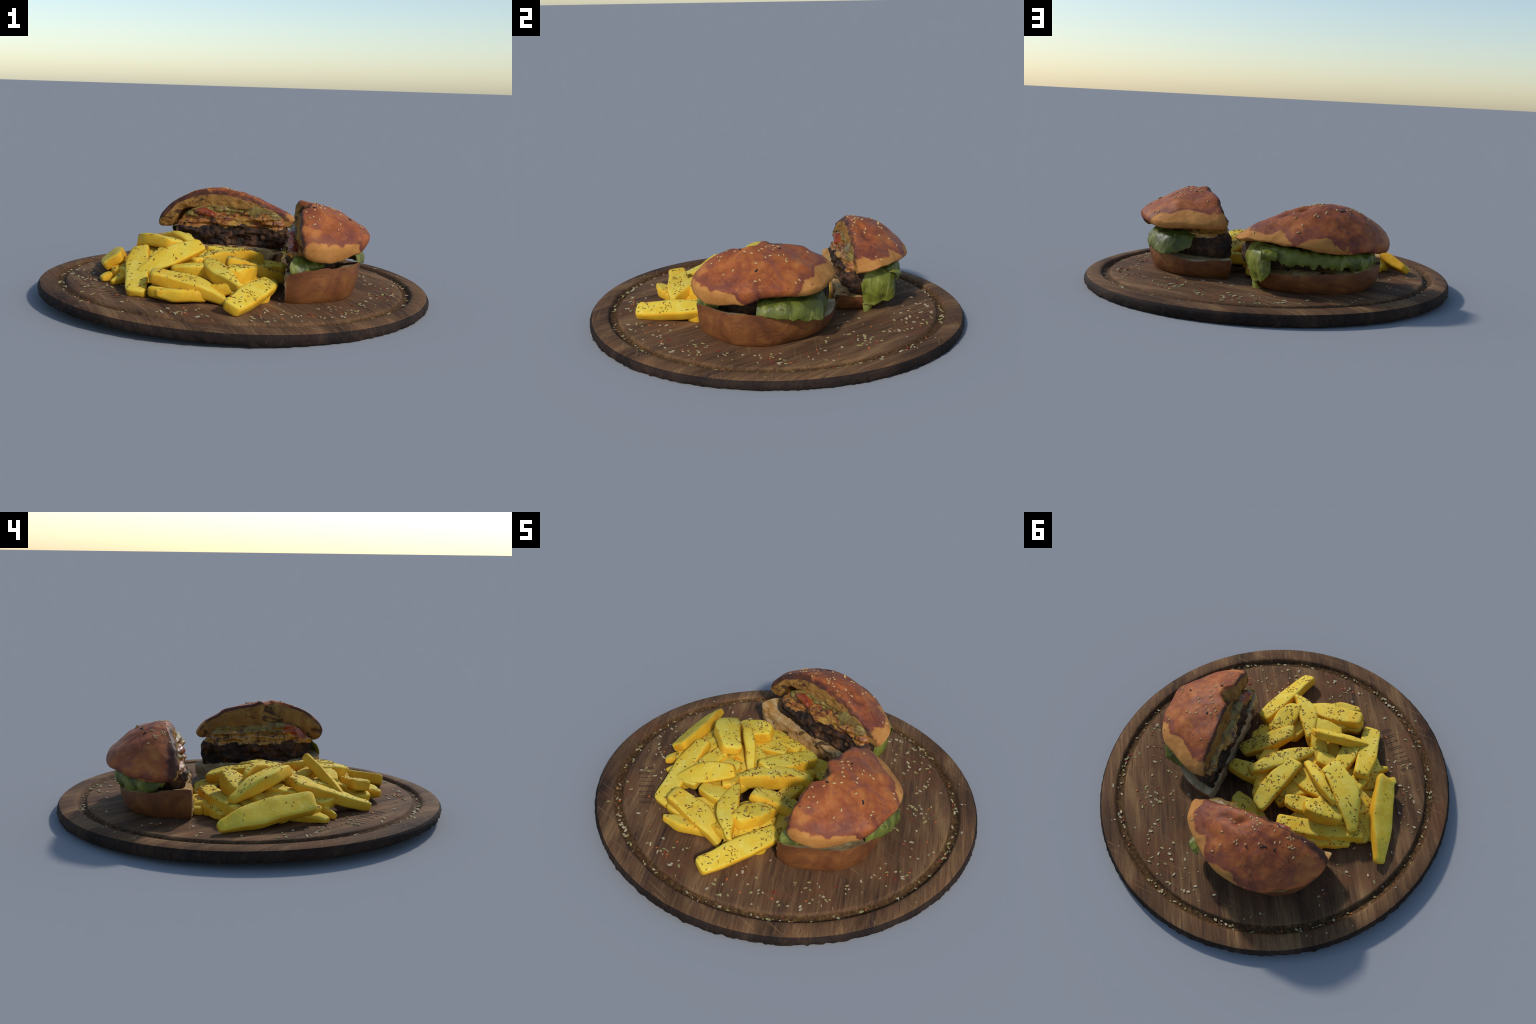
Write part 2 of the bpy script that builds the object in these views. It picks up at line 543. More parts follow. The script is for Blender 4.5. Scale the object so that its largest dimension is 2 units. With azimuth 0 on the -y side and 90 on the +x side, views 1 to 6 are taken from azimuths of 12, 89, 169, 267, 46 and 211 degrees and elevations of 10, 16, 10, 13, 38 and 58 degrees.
# --------------------------------------------------- half buns and patties
def half_solid(centre_u, centre_l, rim, upper, lower, ns, nt, cap, warp, seed):
    """Half of a round body. rim: points round the outside, from one end of the cut to the other.
    upper/lower(s, t, zr) -> (radius fraction, z).  Returns verts and faces of upper, lower and cut."""
    R = spline(rim, ns)
    verts, U, L = [], [], []

    def add(p):
        verts.append(warp(Vector(p)))
        return len(verts) - 1

    uc = add((centre_u[0], centre_u[1], upper(0.5, 0, R[ns // 2].z)[1]))
    lc = add((centre_l[0], centre_l[1], lower(0.5, 0, R[ns // 2].z)[1]))
    for i in range(ns):
        s = i / (ns - 1)
        p = R[i]
        ur, lr = [uc], [lc]
        for j in range(1, nt + 1):
            t = j / nt
            r, z = upper(s, t, p.z)
            ur.append(add((lerp(centre_u[0], p.x, r), lerp(centre_u[1], p.y, r), z)))
            if j < nt:
                r, z = lower(s, t, p.z)
                lr.append(add((lerp(centre_l[0], p.x, r), lerp(centre_l[1], p.y, r), z)))
            else:
                lr.append(ur[-1])
        U.append(ur)
        L.append(lr)
    fu, fl, fc = [], [], []
    for i in range(ns - 1):
        for j in range(nt):
            for grid, out in ((U, fu), (L, fl)):
                q = (grid[i][j], grid[i][j + 1], grid[i + 1][j + 1], grid[i + 1][j])
                q = tuple(dict.fromkeys(q))
                if len(q) > 2:
                    out.append((q, i, j))
    # the cut: strips between the upper and the lower profile at both ends, sharing the centre column
    face_dir = Vector(((R[0].y - R[-1].y), (R[-1].x - R[0].x), 0)).normalized()
    mid = R[ns // 2]
    if face_dir.dot(Vector((mid.x - centre_u[0], mid.y - centre_u[1], 0))) > 0:
        face_dir = -face_dir
    column = None
    for end in (0, ns - 1):
        cols = []
        for j in range(nt + 1):
            a, b = U[end][j], L[end][j]
            if j == 0 and column:
                cols.append(column)
                continue
            if a == b:
                cols.append([a] * (cap + 1))
                continue
            pa, pb = verts[a], verts[b]
            col = [a]
            for k in range(1, cap):
                w = k / cap
                p = pa.lerp(pb, w)
                col.append(len(verts))
                gap = (pa - pb).length
                out = CUT["bulge"] * min(1.0, gap / 0.08) * math.sin(math.pi * w) ** 0.6
                if CUT["smear"]:
                    q = (p.x * 0.55, p.y * 0.55, p.z * 1.25)
                    meat = 1 - smooth(p.z, 0.27, 0.31)
                    out += CUT["rough"] * min(1.0, gap / 0.05) * (1.2 * fbm(q, 15, 2, seed) + (0.20 + 0.30 * meat) * fbm(p, 42, 2, seed + 2))
                else:
                    out += CUT["rough"] * min(1.0, gap / 0.05) * (fbm(p, 22, 3, seed) + 0.4 * fbm(p, 70, 2, seed + 2))
                verts.append(p + face_dir * out)
            col.append(b)
            cols.append(col)
            if j == 0:
                column = col
        for j in range(nt):
            for k in range(cap):
                q = (cols[j][k], cols[j][k + 1], cols[j + 1][k + 1], cols[j + 1][k])
                q = tuple(dict.fromkeys(q))
                if len(q) > 2:
                    fc.append((q, k, j))
    return verts, fu, fl, fc


CUT = {"bulge": 0.0, "rough": 0.006, "smear": False}


def split_parts(verts, groups, parent, sub_of_first=True):
    """groups: (name, faces, material). One closed body, split into meshes whose borders coincide,
    shaded with the normals of their own surface."""
    whole = mesh_from("whole", verts, [f for _, fl, _ in groups for f in fl])
    made = []
    for name, fl, mat in groups:
        used = sorted({v for f in fl for v in f})
        idx = {v: i for i, v in enumerate(used)}
        me = bpy.data.meshes.new(name)
        # take winding from the whole body so that all normals point outwards
        made.append((name, used, idx, fl, mat))
    wind = {}
    for p in whole.polygons:
        wind[frozenset(p.vertices)] = tuple(p.vertices)
    objs = []
    for name, used, idx, fl, mat in made:
        me = bpy.data.meshes.new(name)
        fs = [tuple(idx[v] for v in wind.get(frozenset(f), f)) for f in fl]
        me.from_pydata([tuple(verts[v]) for v in used], [], fs)
        me.polygons.foreach_set("use_smooth", [True] * len(me.polygons))
        me.update()
        objs.append(make_object(name, me, mat, parent if not objs or not sub_of_first else objs[0]))
    bpy.data.meshes.remove(whole)
    return objs


def crown(parent, centre, rim, apex_z, arch_z, low_z, shape_p, shape_q, mat_crust, mat_crumb, warp, seed, crust_strips, bulge, lean, lump=1.0, torn=lambda s, t: False, mat_torn=None):
    ns, nt, cap = 110, 34, 16

    def upper(s, t, zr):
        r = math.sin(t * math.pi / 2) ** 0.9 if t < 1 else 1.0
        p, q = curve1(shape_p, s), curve1(shape_q, s)
        return r, zr + (apex_z - zr) * max(0.0, 1 - r ** p) ** q

    def lower(s, t, zr):
        zl = curve1(low_z, s)
        if t < 0.45:
            r = t / 0.45 * 0.55
            return r, lerp(arch_z, arch_z - 0.012, (r / 0.55) ** 2)
        if t < 0.65:
            w = (t - 0.45) / 0.20
            return lerp(0.55, 0.78, w), lerp(arch_z - 0.012, zl + 0.004, smooth(w))
        if t < 0.80:
            w = (t - 0.65) / 0.15
            return lerp(0.78, 0.93, w), lerp(zl + 0.004, zl, w)
        w = (t - 0.80) / 0.20
        a = w * math.pi / 2
        return 0.93 + 0.07 * math.sin(a), zr - (zr - zl) * math.cos(a)

    CUT["bulge"], CUT["rough"], CUT["smear"] = bulge, 0.018, False

    def w2(p):
        q = p.copy()
        d = Vector((fbm(p, 6, 2, seed), fbm(p, 6, 2, seed + 9), fbm(p, 6, 3, seed + 4))) * 0.012 * lump
        d += Vector((0, 0, 1)) * 0.0075 * fbm(p, 16, 3, seed + 5) * lump
        return warp(q + d)

    lc = (centre[0] + lean[0], centre[1] + lean[1])
    verts, fu, fl, fc = half_solid(centre, lc, rim, upper, lower, ns, nt, cap, w2, seed)
    jl = int(nt * 0.80)
    gone = [f for f, i, j in fu if torn(i / (ns - 1), j / nt)]
    crust = [f for f, i, j in fu if not torn(i / (ns - 1), j / nt)] + [f for f, i, j in fl if j >= jl]
    crumb = [f for f, i, j in fl if j < jl]
    for f, k, j in fc:
        (crust if k < crust_strips(j / nt) else crumb).append(f)
    parts = [("top_bun", crust, mat_crust), ("toasted_crumb", crumb, mat_crumb)]
    if gone:
        parts.append(("torn_crumb", gone, mat_torn))
    return split_parts(verts, parts, parent)


def heel(parent, centre, rim, z_mid, z_base, base_r, mat_crust, mat_crumb, warp, seed, bulge=0.008):
    ns, nt, cap = 90, 24, 12

    def upper(s, t, zr):
        return t, lerp(z_mid, zr, t ** 3)

    def lower(s, t, zr):
        if t < 0.45:
            return t / 0.45 * curve1(base_r, s), z_base
        w = (t - 0.45) / 0.55
        a = w * math.pi / 2
        return curve1(base_r, s) + (1 - curve1(base_r, s)) * math.sin(a) ** 1.15, lerp(z_base, zr, 1 - math.cos(a) ** 0.95 if w < 1 else 1)

    CUT["bulge"], CUT["rough"], CUT["smear"] = bulge, 0.024, False

    def w2(p):
        f = smooth(p.z, 0.07, 0.12)
        d = Vector((fbm(p, 6, 2, seed), fbm(p, 6, 2, seed + 9), 0)) * 0.012 * f
        d.z = 0.016 * fbm(p, 11, 3, seed + 4) * f
        return warp(p + d)

    verts, fu, fl, fc = half_solid(centre, centre, rim, upper, lower, ns, nt, cap, w2, seed)
    crust = [f for f, i, j in fl]
    crumb = [f for f, i, j in fu] + [f for f, k, j in fc]
    return split_parts(verts, [("bottom_bun", crust, mat_crust), ("pale_crumb", crumb, mat_crumb)], parent)


def filling(parent, top_c, low_c, rim, z_top, z_low, seed, layers, bulge=0.015, rough=0.030):
    """Everything between the buns as one lumpy body, split into its layers: meat below, then cheese,
    bacon and relish that have run into each other."""
    ns, nt, cap = 100, 84, 64

    def upper(s, t, zr):
        if t < 0.8:
            r = t / 0.8 * 0.94
            return r, lerp(z_top, zr + 0.055, (r / 0.94) ** 5)
        a = (t - 0.8) / 0.2 * math.pi / 2
        return 0.94 + 0.06 * math.sin(a), lerp(zr + 0.055, zr, 1 - math.cos(a))

    def lower(s, t, zr):
        if t < 0.8:
            return t / 0.8 * 0.94, z_low
        a = (t - 0.8) / 0.2 * math.pi / 2
        return 0.94 + 0.06 * math.sin(a), lerp(z_low, zr, 1 - math.cos(a))

    CUT["bulge"], CUT["rough"], CUT["smear"] = bulge, rough, True

    def w2(p):
        return p + Vector((fbm(p, 12, 3, seed), fbm(p, 12, 3, seed + 9), fbm(p, 12, 3, seed + 4))) * 0.016

    verts, fu, fl, fc = half_solid(top_c, low_c, rim, upper, lower, ns, nt, cap, w2, seed)
    # ledges: every layer sticks out a little differently
    out = Vector((low_c[0] - rim[len(rim) // 2][0], low_c[1] - rim[len(rim) // 2][1], 0)).normalized()
    along = Vector((-out.y, out.x, 0))
    on_cut = {v for f, *_ in fc for v in f}
    for i in on_cut:
        v = verts[i]
        wavy = v.z + 0.018 * fbm((v.x, v.y, 0), 9, 2, seed)
        v += out * (0.006 * math.sin(wavy * 2 * math.pi / 0.034) * smooth(v.z, 0.27, 0.31) * smooth(z_top, v.z, v.z + 0.03))
    faces = [f for f, *_ in fu + fl + fc]
    groups = {n: [] for n, *_ in layers}
    for f in faces:
        c = sum((verts[v] for v in f), Vector()) / len(f)
        u = c.dot(along)
        z = c.z + 0.050 * fbm((c.x, c.y, c.z * 0.4), 10, 3, seed + 20) + 0.010 * fbm(c, 34, 2, seed + 30)
        for name, mat, test in layers:
            if test(z, u, fbm(c, 15, 2, seed + 40)):
                groups[name].append(f)
                break
    return split_parts(verts, [(n, groups[n], m) for n, m, _ in layers if groups[n]], parent, False)


def tube_slab(name, path, widths, heights, mat, parent, seed, rough=0.008, side=None, n=40, m=20, power=3.0):
    """A soft slab or strip along a path: width runs sideways (horizontal), height runs up."""
    P = spline(path, n)
    verts, faces = [], []
    for i, p in enumerate(P):
        u = i / (n - 1)
        d = (P[min(i + 1, n - 1)] - P[max(i - 1, 0)]).normalized()
        sd = Vector(side) if side else Vector((d.y, -d.x, 0)).normalized()
        up = sd.cross(d)
        if up.z < 0:
            up = -up
        e = min(u, 1 - u) / 0.07
        f = math.sqrt(max(0.0, 1 - (1 - min(e, 1)) ** 2)) * 0.98 + 0.02
        w, h = curve1(widths, u) * f, curve1(heights, u) * f
        for k in range(m):
            a = 2 * math.pi * k / m
            c, s = math.cos(a), math.sin(a)
            v = p + sd * (w / 2 * math.copysign(abs(c) ** (2 / power), c)) + up * (h / 2 * math.copysign(abs(s) ** (2 / power), s))
            v += Vector((fbm(v, 18, 3, seed), fbm(v, 18, 3, seed + 3), fbm(v, 18, 3, seed + 6))) * rough
            verts.append(v)
    for i in range(n - 1):
        for k in range(m):
            j = (k + 1) % m
            faces.append((i * m + k, i * m + j, (i + 1) * m + j, (i + 1) * m + k))
    faces.append(tuple(range(m)))
    faces.append(tuple((n - 1) * m + k for k in range(m)))
    return make_object(name, mesh_from(name, verts, faces), mat, parent)


def leaf_sheet(name, rows, mat, parent, seed, ruffle=0.018, freq=11, thick=0.003, n=90, m=20, fray=0.012):
    """A crisp salad leaf lofted through guide curves from its tucked-in edge (rows[0]) to its free edge."""
    G = [spline(r, n) for r in rows]
    verts, faces = [], []
    for i in range(n):
        guide = spline([g[i] for g in G], m) if len(G) > 2 else [G[0][i].lerp(G[1][i], j / (m - 1)) for j in range(m)]
        for j in range(m):
            v = guide[j].copy()
            t = j / (m - 1)
            nrm = (G[-1][min(i + 1, n - 1)] - G[-1][max(i - 1, 0)]).cross(guide[-1] - guide[0])
            nrm.normalize()
            q = (guide[j].x * 1.0, guide[j].y * 1.0, guide[j].z * 0.35)
            v += nrm * ruffle * t * fbm(q, freq, 2, seed) * 2.0
            v += nrm * ruffle * 0.6 * fbm(v, freq * 2.6, 3, seed + 3)
            v.z += fray * t * fbm((q[0], q[1], 0), freq * 2.6, 3, seed + 5) * 1.6
            verts.append(v)
    for i in range(n - 1):
        for j in range(m - 1):
            faces.append((i * m + j, i * m + j + 1, (i + 1) * m + j + 1, (i + 1) * m + j))
    ob = make_object(name, mesh_from(name, verts, faces), mat, parent)
    mod = ob.modifiers.new("body", "SOLIDIFY")
    mod.thickness, mod.offset = thick, 0
    return ob


def bvh_of(obs):
    vs, fs = [], []
    for ob in obs:
        me = ob.data
        w = WORLD.get(ob.name, Matrix.Identity(4))
        b = len(vs)
        vs += [w @ v.co for v in me.vertices]
        fs += [tuple(b + i for i in p.vertices) for p in me.polygons]
    return BVHTree.FromPolygons(vs, fs)


def seed_mesh(name, length, width, thick):
    verts, faces = [], []
    n, m = 9, 8
    for i in range(n):
        u = i / (n - 1)
        r = math.sin(math.pi * u) ** 0.7 * (1.15 - 0.5 * u)
        r = max(r, 0.03)
        for k in range(m):
            a = 2 * math.pi * k / m
            verts.append((length * (u - 0.5), width / 2 * r * math.cos(a), thick / 2 * r * math.sin(a)))
    for i in range(n - 1):
        for k in range(m):
            j = (k + 1) % m
            faces.append((i * m + k, i * m + j, (i + 1) * m + j, (i + 1) * m + k))
    faces += [tuple(range(m)), tuple((n - 1) * m + k for k in range(m))]
    return mesh_from(name, verts, faces)


def sprinkle_seeds(crust, spots, mesh, name, rng):
    tree = bvh_of([crust])
    for x, y in spots:
        hit, nrm, _, _ = tree.ray_cast(Vector((x, y, 2)), Vector((0, 0, -1)))
        if hit is None:
            continue
        if nrm.z < 0:
            nrm = -nrm
        rot = nrm.to_track_quat("Z", "X").to_matrix() @ Matrix.Rotation(rng.uniform(0, 6.28), 3, "Z")
        sc = rng.uniform(0.85, 1.15)
        M = Matrix.Translation(hit + nrm * 0.0012) @ rot.to_4x4() @ Matrix.Scale(sc, 4)
        ob = bpy.data.objects.new(name, mesh)
        SCN.objects.link(ob)
        ob.parent = crust
        ob.matrix_parent_inverse = WORLD.get(crust.name, Matrix.Identity(4)).inverted()
        ob.matrix_basis = M


TOM_A, TOM_B = (0.13, 0.34), (-9.0, -9.0)      # how far along the cut a slice of tomato shows


def build_burgers():
    crust_a = crust_material("glazed_crust", 1, [(-0.45, 0.345), (-0.28, 0.350), (-0.12, 0.285), (0.02, 0.295), (0.12, 0.365), (0.20, 0.415), (0.32, 0.40)], (0.98, 0.20, 0.318))
    crust_b = crust_material("glazed_crust", 0, [(-0.56, 0.255), (-0.36, 0.265), (-0.24, 0.300), (-0.16, 0.350), (0.0, 0.345), (0.10, 0.368), (0.26, 0.362)], (0.0, 1.0, 0.392))
    low_crust = lower_crust_material("dark_brown_crust")
    toast_a = crumb_material("griddled_crumb", (0.34, 0.185, 0.048), (0.20, 0.085, 0.020), (0.040, 0.018, 0.009), 0.075)  # crumb colours darkened because this cut face lies in shade
    toast_b = crumb_material("griddled_crumb", (0.40, 0.225, 0.060), (0.26, 0.112, 0.025), (0.050, 0.022, 0.010), 0.065)
    pale_a = crumb_material("soft_crumb", (0.60, 0.50, 0.31), (0.44, 0.28, 0.11), (0.09, 0.04, 0.016), 0.02)
    pale_b = crumb_material("soft_crumb", (0.64, 0.48, 0.25), (0.42, 0.205, 0.050), (0.045, 0.021, 0.011), 0.085)
    meat = patty_material("seared_beef")
    leaf = leaf_material("lettuce_leaf", (0.080, 0.090, 0.014), (0.195, 0.215, 0.030), (0.38, 0.39, 0.100))  # first tone is the leaf's shaded green, put into the colour
    leaf_y = leaf_material("lettuce_heart", (0.125, 0.135, 0.018), (0.265, 0.280, 0.038), (0.44, 0.45, 0.130))
    char = (0.030, 0.014, 0.009)
    tomato = mottled("grilled_tomato", [(0.14, 0.020, 0.009), (0.28, 0.050, 0.012), (0.34, 0.095, 0.020)], 16, 0.35, 0.5, 0.3, (0.57, (0.06, 0.016, 0.010)))
    bacon = mottled("bacon", [(0.10, 0.032, 0.014), (0.30, 0.095, 0.018), (0.40, 0.185, 0.036), (0.25, 0.065, 0.015), (0.16, 0.05, 0.018)], 26, 0.4, 0.4, 0.8, (0.53, char))
    cheese = mottled("melted_cheese", [(0.09, 0.036, 0.012), (0.34, 0.15, 0.022), (0.46, 0.26, 0.045), (0.26, 0.095, 0.018)], 24, 0.4, 0.5, 0.6, (0.56, char))
    onion = mottled("fried_onion", [(0.07, 0.030, 0.012), (0.24, 0.115, 0.028), (0.38, 0.22, 0.065), (0.17, 0.065, 0.018)], 24, 0.4, 0.5, 0.8, (0.58, char))
    relish = mottled("green_relish", [(0.070, 0.036, 0.011), (0.17, 0.095, 0.018), (0.25, 0.185, 0.040), (0.16, 0.068, 0.015)], 16, 0.45, 0.4, 0.6, (0.60, char))

    # ------------------------------------------------ half by the right edge, cut towards -x
    A = thing("burger_half", (0.46, -0.07, 0.062), "half of a beef burger in a glazed sesame bun, seen from its crust", "burger")

    def notch(p):
        # a torn bite in the upper rim of the cut and a charred peak beside it
        line_x = 0.268 + (0.28 - p.y) * 0.205
        d = p.x - line_x
        w = math.exp(-((p.y + 0.160) / 0.058) ** 4) * smooth(p.z, 0.43, 0.475) * math.exp(-(d / 0.06) ** 2)
        p.x += 0.052 * w
        w2 = math.exp(-((p.y + 0.075) / 0.018) ** 2) * smooth(p.z, 0.46, 0.49) * math.exp(-(d / 0.035) ** 2)
        p.z += 0.014 * w2
        p.x -= 0.008 * w2
        # crease and dimples on the crust
        g = math.exp(-(((p.x - 0.52) * 0.45 + (p.y + 0.27) * 0.9) / 0.018) ** 2) * math.exp(-((p.x - 0.52) / 0.08) ** 2) * smooth(p.z, 0.36, 0.40)
        p.z -= 0.014 * g
        g = math.exp(-((p.x - 0.43) / 0.05) ** 2 - ((p.y - 0.10) / 0.02) ** 2) * smooth(p.z, 0.40, 0.43)
        p.z -= 0.008 * g
        return p

    rimA = [(0.268, 0.280, 0.345), (0.315, 0.290, 0.345), (0.365, 0.280, 0.345), (0.460, 0.245, 0.350), (0.580, 0.190, 0.352), (0.655, 0.075, 0.357),
            (0.684, -0.060, 0.360), (0.683, -0.150, 0.358), (0.625, -0.285, 0.342), (0.555, -0.375, 0.332), (0.470, -0.425, 0.330), (0.420, -0.432, 0.335), (0.412, -0.425, 0.336)]
    cr, *_ = crown(A, (0.345, -0.085), rimA, 0.507, 0.382,
                  [(0, 0.325), (0.15, 0.325), (0.3, 0.315), (0.45, 0.322), (0.55, 0.318), (0.68, 0.285), (0.8, 0.262), (0.92, 0.268), (1, 0.300)],
                  [(0, 2.0), (0.5, 1.75), (1, 2.5)], [(0, 0.68), (0.3, 0.80), (0.6, 0.74), (1, 0.68)], crust_a, toast_a, notch, 11.0,
                  lambda r: 2, 0.012, (-0.022, 0.0), 1.2)
    rimA2 = [(0.242, 0.287, 0.178), (0.304, 0.285, 0.172), (0.372, 0.272, 0.168), (0.445, 0.238, 0.163), (0.500, 0.200, 0.163), (0.570, 0.118, 0.180), (0.622, 0.020, 0.208),
              (0.648, -0.075, 0.230), (0.642, -0.165, 0.237), (0.605, -0.258, 0.236), (0.505, -0.355, 0.232), (0.410, -0.412, 0.224), (0.345, -0.415, 0.195)]
    heel(A, (0.292, -0.075), rimA2, 0.185, 0.058, [(0, 0.77), (0.35, 0.78), (0.55, 0.85), (1, 0.87)], low_crust, pale_a, lambda p: p, 21.0, 0.004)
    filling(A, (0.322, -0.06), (0.288, -0.06), [(0.262, 0.258, 0.25), (0.36, 0.238, 0.25), (0.47, 0.160, 0.25), (0.530, 0.02, 0.25), (0.545, -0.12, 0.25), (0.50, -0.25, 0.25), (0.42, -0.335, 0.25), (0.362, -0.362, 0.255)],
            0.398, 0.180, 31.0, [
                ("patty", meat, lambda z, u, n: z < 0.288),
                ("tomato_slice", tomato, lambda z, u, n: 0.322 < z < 0.372 and TOM_A[0] < u < TOM_A[1]),
                ("green_relish", relish, lambda z, u, n: z > 0.352),
                ("melted_cheese", cheese, lambda z, u, n: z < 0.312 or n > 0.12),
                ("fried_onion", onion, lambda z, u, n: True)], 0.014, 0.034)
    leaf_sheet("lettuce", [[(0.50, -0.10, 0.300), (0.55, -0.02, 0.305), (0.55, 0.07, 0.305), (0.48, 0.145, 0.305), (0.40, 0.185, 0.300)],
                           [(0.600, -0.112, 0.290), (0.626, -0.02, 0.285), (0.618, 0.085, 0.282), (0.550, 0.170, 0.282), (0.435, 0.212, 0.280)],
                           [(0.636, -0.120, 0.250), (0.652, -0.03, 0.243), (0.644, 0.080, 0.237), (0.575, 0.190, 0.232), (0.445, 0.228, 0.240)],
                           [(0.640, -0.122, 0.230), (0.655, -0.03, 0.220), (0.645, 0.078, 0.206), (0.580, 0.198, 0.190), (0.448, 0.230, 0.225)]], leaf, A, 51.0, 0.010, 12)
    leaf_sheet("lettuce", [[(0.40, -0.26, 0.28), (0.44, -0.25, 0.28), (0.48, -0.20, 0.275)],
                           [(0.372, -0.372, 0.282), (0.43, -0.356, 0.265), (0.500, -0.285, 0.258)],
                           [(0.358, -0.405, 0.250), (0.42, -0.386, 0.238), (0.505, -0.300, 0.240)],
                           [(0.366, -0.412, 0.212), (0.42, -0.392, 0.218), (0.495, -0.300, 0.228)]], leaf, A, 53.0, 0.012, 14, n=40)

    # ------------------------------------------------ half at the back, cut towards -y
    B = thing("burger_half", (-0.16, 0.46, 0.065), "half of a beef burger in a glazed sesame bun, its lettuce hanging out", "burger")

    def dents(p):
        # a collapsed pocket in the crust and the crease that leads to it
        g = math.exp(-((p.x + 0.018) / 0.055) ** 2 - ((p.y - 0.475) / 0.026) ** 2) * smooth(p.z, 0.38, 0.42)
        p.z -= 0.019 * g
        g = math.exp(-(((p.x + 0.085) * 0.7 + (p.y - 0.474) * 0.7) / 0.040) ** 2 - (((p.y - 0.474) * 0.7 - (p.x + 0.085) * 0.7) / 0.020) ** 2) * smooth(p.z, 0.40, 0.44)
        p.z -= 0.026 * g
        g = math.exp(-(((p.x - 0.06) * 0.35 + (p.y - 0.56)) / 0.02) ** 2) * math.exp(-((p.x - 0.06) / 0.10) ** 2) * smooth(p.z, 0.35, 0.39)
        p.z -= 0.007 * g
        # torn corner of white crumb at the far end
        return p

    rimB = [(0.243, 0.408, 0.315), (0.238, 0.450, 0.322), (0.205, 0.532, 0.330), (0.130, 0.603, 0.330), (0.030, 0.666, 0.326), (-0.060, 0.700, 0.322),
            (-0.150, 0.720, 0.320), (-0.245, 0.718, 0.320), (-0.350, 0.685, 0.320), (-0.440, 0.620, 0.315), (-0.510, 0.538, 0.308), (-0.545, 0.460, 0.300), (-0.550, 0.395, 0.295), (-0.545, 0.365, 0.295)]
    cb, *_ = crown(B, (-0.205, 0.425), rimB, 0.499, 0.390,
                  [(0, 0.300), (0.15, 0.320), (0.3, 0.312), (0.5, 0.292), (0.65, 0.285), (0.8, 0.270), (0.92, 0.265), (1, 0.275)],
                  [(0, 1.5), (0.4, 1.8), (0.7, 1.9), (1, 2.0)], [(0, 0.80), (0.35, 0.80), (0.55, 0.72), (0.75, 0.65), (1, 0.65)], crust_b, toast_b, dents, 71.0,
                  lambda r: 5, 0.018, (0.0, -0.040), 1.2)
    rimB2 = [(0.160, 0.315, 0.165), (0.172, 0.36, 0.168), (0.165, 0.44, 0.160), (0.115, 0.550, 0.160), (0.01, 0.620, 0.170), (-0.12, 0.655, 0.178),
              (-0.265, 0.650, 0.184), (-0.395, 0.600, 0.192), (-0.482, 0.505, 0.203), (-0.510, 0.41, 0.222), (-0.525, 0.33, 0.232), (-0.525, 0.290, 0.228)]
    heel(B, (-0.16, 0.310), rimB2, 0.195, 0.066, [(0, 0.73), (0.3, 0.79), (0.5, 0.85), (0.8, 0.79), (1, 0.80)], low_crust, pale_b, lambda p: p, 81.0, 0.006)
    filling(B, (-0.11, 0.396), (-0.12, 0.330), [(0.205, 0.390, 0.250), (0.175, 0.455, 0.25), (0.110, 0.52, 0.25), (-0.02, 0.575, 0.25), (-0.16, 0.590, 0.25), (-0.30, 0.560, 0.25), (-0.40, 0.47, 0.255), (-0.430, 0.356, 0.258)],
            0.408, 0.185, 91.0, [
                ("patty", meat, lambda z, u, n: z < 0.292),
                ("tomato_slice", tomato, lambda z, u, n: 0.335 < z < 0.385 and TOM_B[0] < u < TOM_B[1]),
                ("green_relish", relish, lambda z, u, n: z > 0.358),
                ("melted_cheese", cheese, lambda z, u, n: z < 0.325 and n > 0.10),
                ("bacon", bacon, lambda z, u, n: True)], 0.022, 0.034)
    tube_slab("tomato_slice", [(-0.325, 0.380, 0.366), (-0.27, 0.360, 0.370), (-0.21, 0.364, 0.352)],
              [(0, 0.06), (1, 0.06)], [(0, 0.035), (0.4, 0.045), (1, 0.025)], tomato, B, 105.0, 0.012)
    # skirt of lettuce all along the back
    leaf_sheet("lettuce", [[(0.10, 0.46, 0.295), (0.04, 0.53, 0.295), (-0.08, 0.57, 0.290), (-0.22, 0.58, 0.285), (-0.33, 0.53, 0.28), (-0.39, 0.46, 0.275), (-0.42, 0.40, 0.28)],
                           [(0.140, 0.560, 0.300), (0.04, 0.620, 0.296), (-0.08, 0.655, 0.282), (-0.23, 0.660, 0.278), (-0.36, 0.605, 0.268), (-0.440, 0.51, 0.260), (-0.465, 0.41, 0.262)],
                           [(0.130, 0.590, 0.270), (0.03, 0.640, 0.255), (-0.08, 0.672, 0.242), (-0.24, 0.675, 0.238), (-0.375, 0.610, 0.225), (-0.455, 0.505, 0.222), (-0.475, 0.42, 0.245)],
                           [(0.100, 0.610, 0.242), (0.02, 0.640, 0.226), (-0.08, 0.668, 0.222), (-0.24, 0.665, 0.205), (-0.37, 0.592, 0.182), (-0.445, 0.495, 0.198), (-0.470, 0.415, 0.240)]], leaf, B, 111.0, 0.012, 13, n=120, fray=0.028)
    # the long leaf that droops on to the board
    leaf_sheet("lettuce", [[(0.160, 0.425, 0.305), (0.150, 0.475, 0.312), (0.120, 0.530, 0.310), (0.08, 0.570, 0.305)],
                           [(0.190, 0.428, 0.245), (0.182, 0.500, 0.258), (0.148, 0.580, 0.264), (0.100, 0.615, 0.268)],
                           [(0.176, 0.440, 0.172), (0.170, 0.520, 0.178), (0.146, 0.600, 0.188), (0.102, 0.626, 0.213)],
                           [(0.145, 0.445, 0.108), (0.140, 0.540, 0.118), (0.132, 0.615, 0.142), (0.102, 0.626, 0.178)]], leaf_y, B, 113.0, 0.014, 13, n=60)
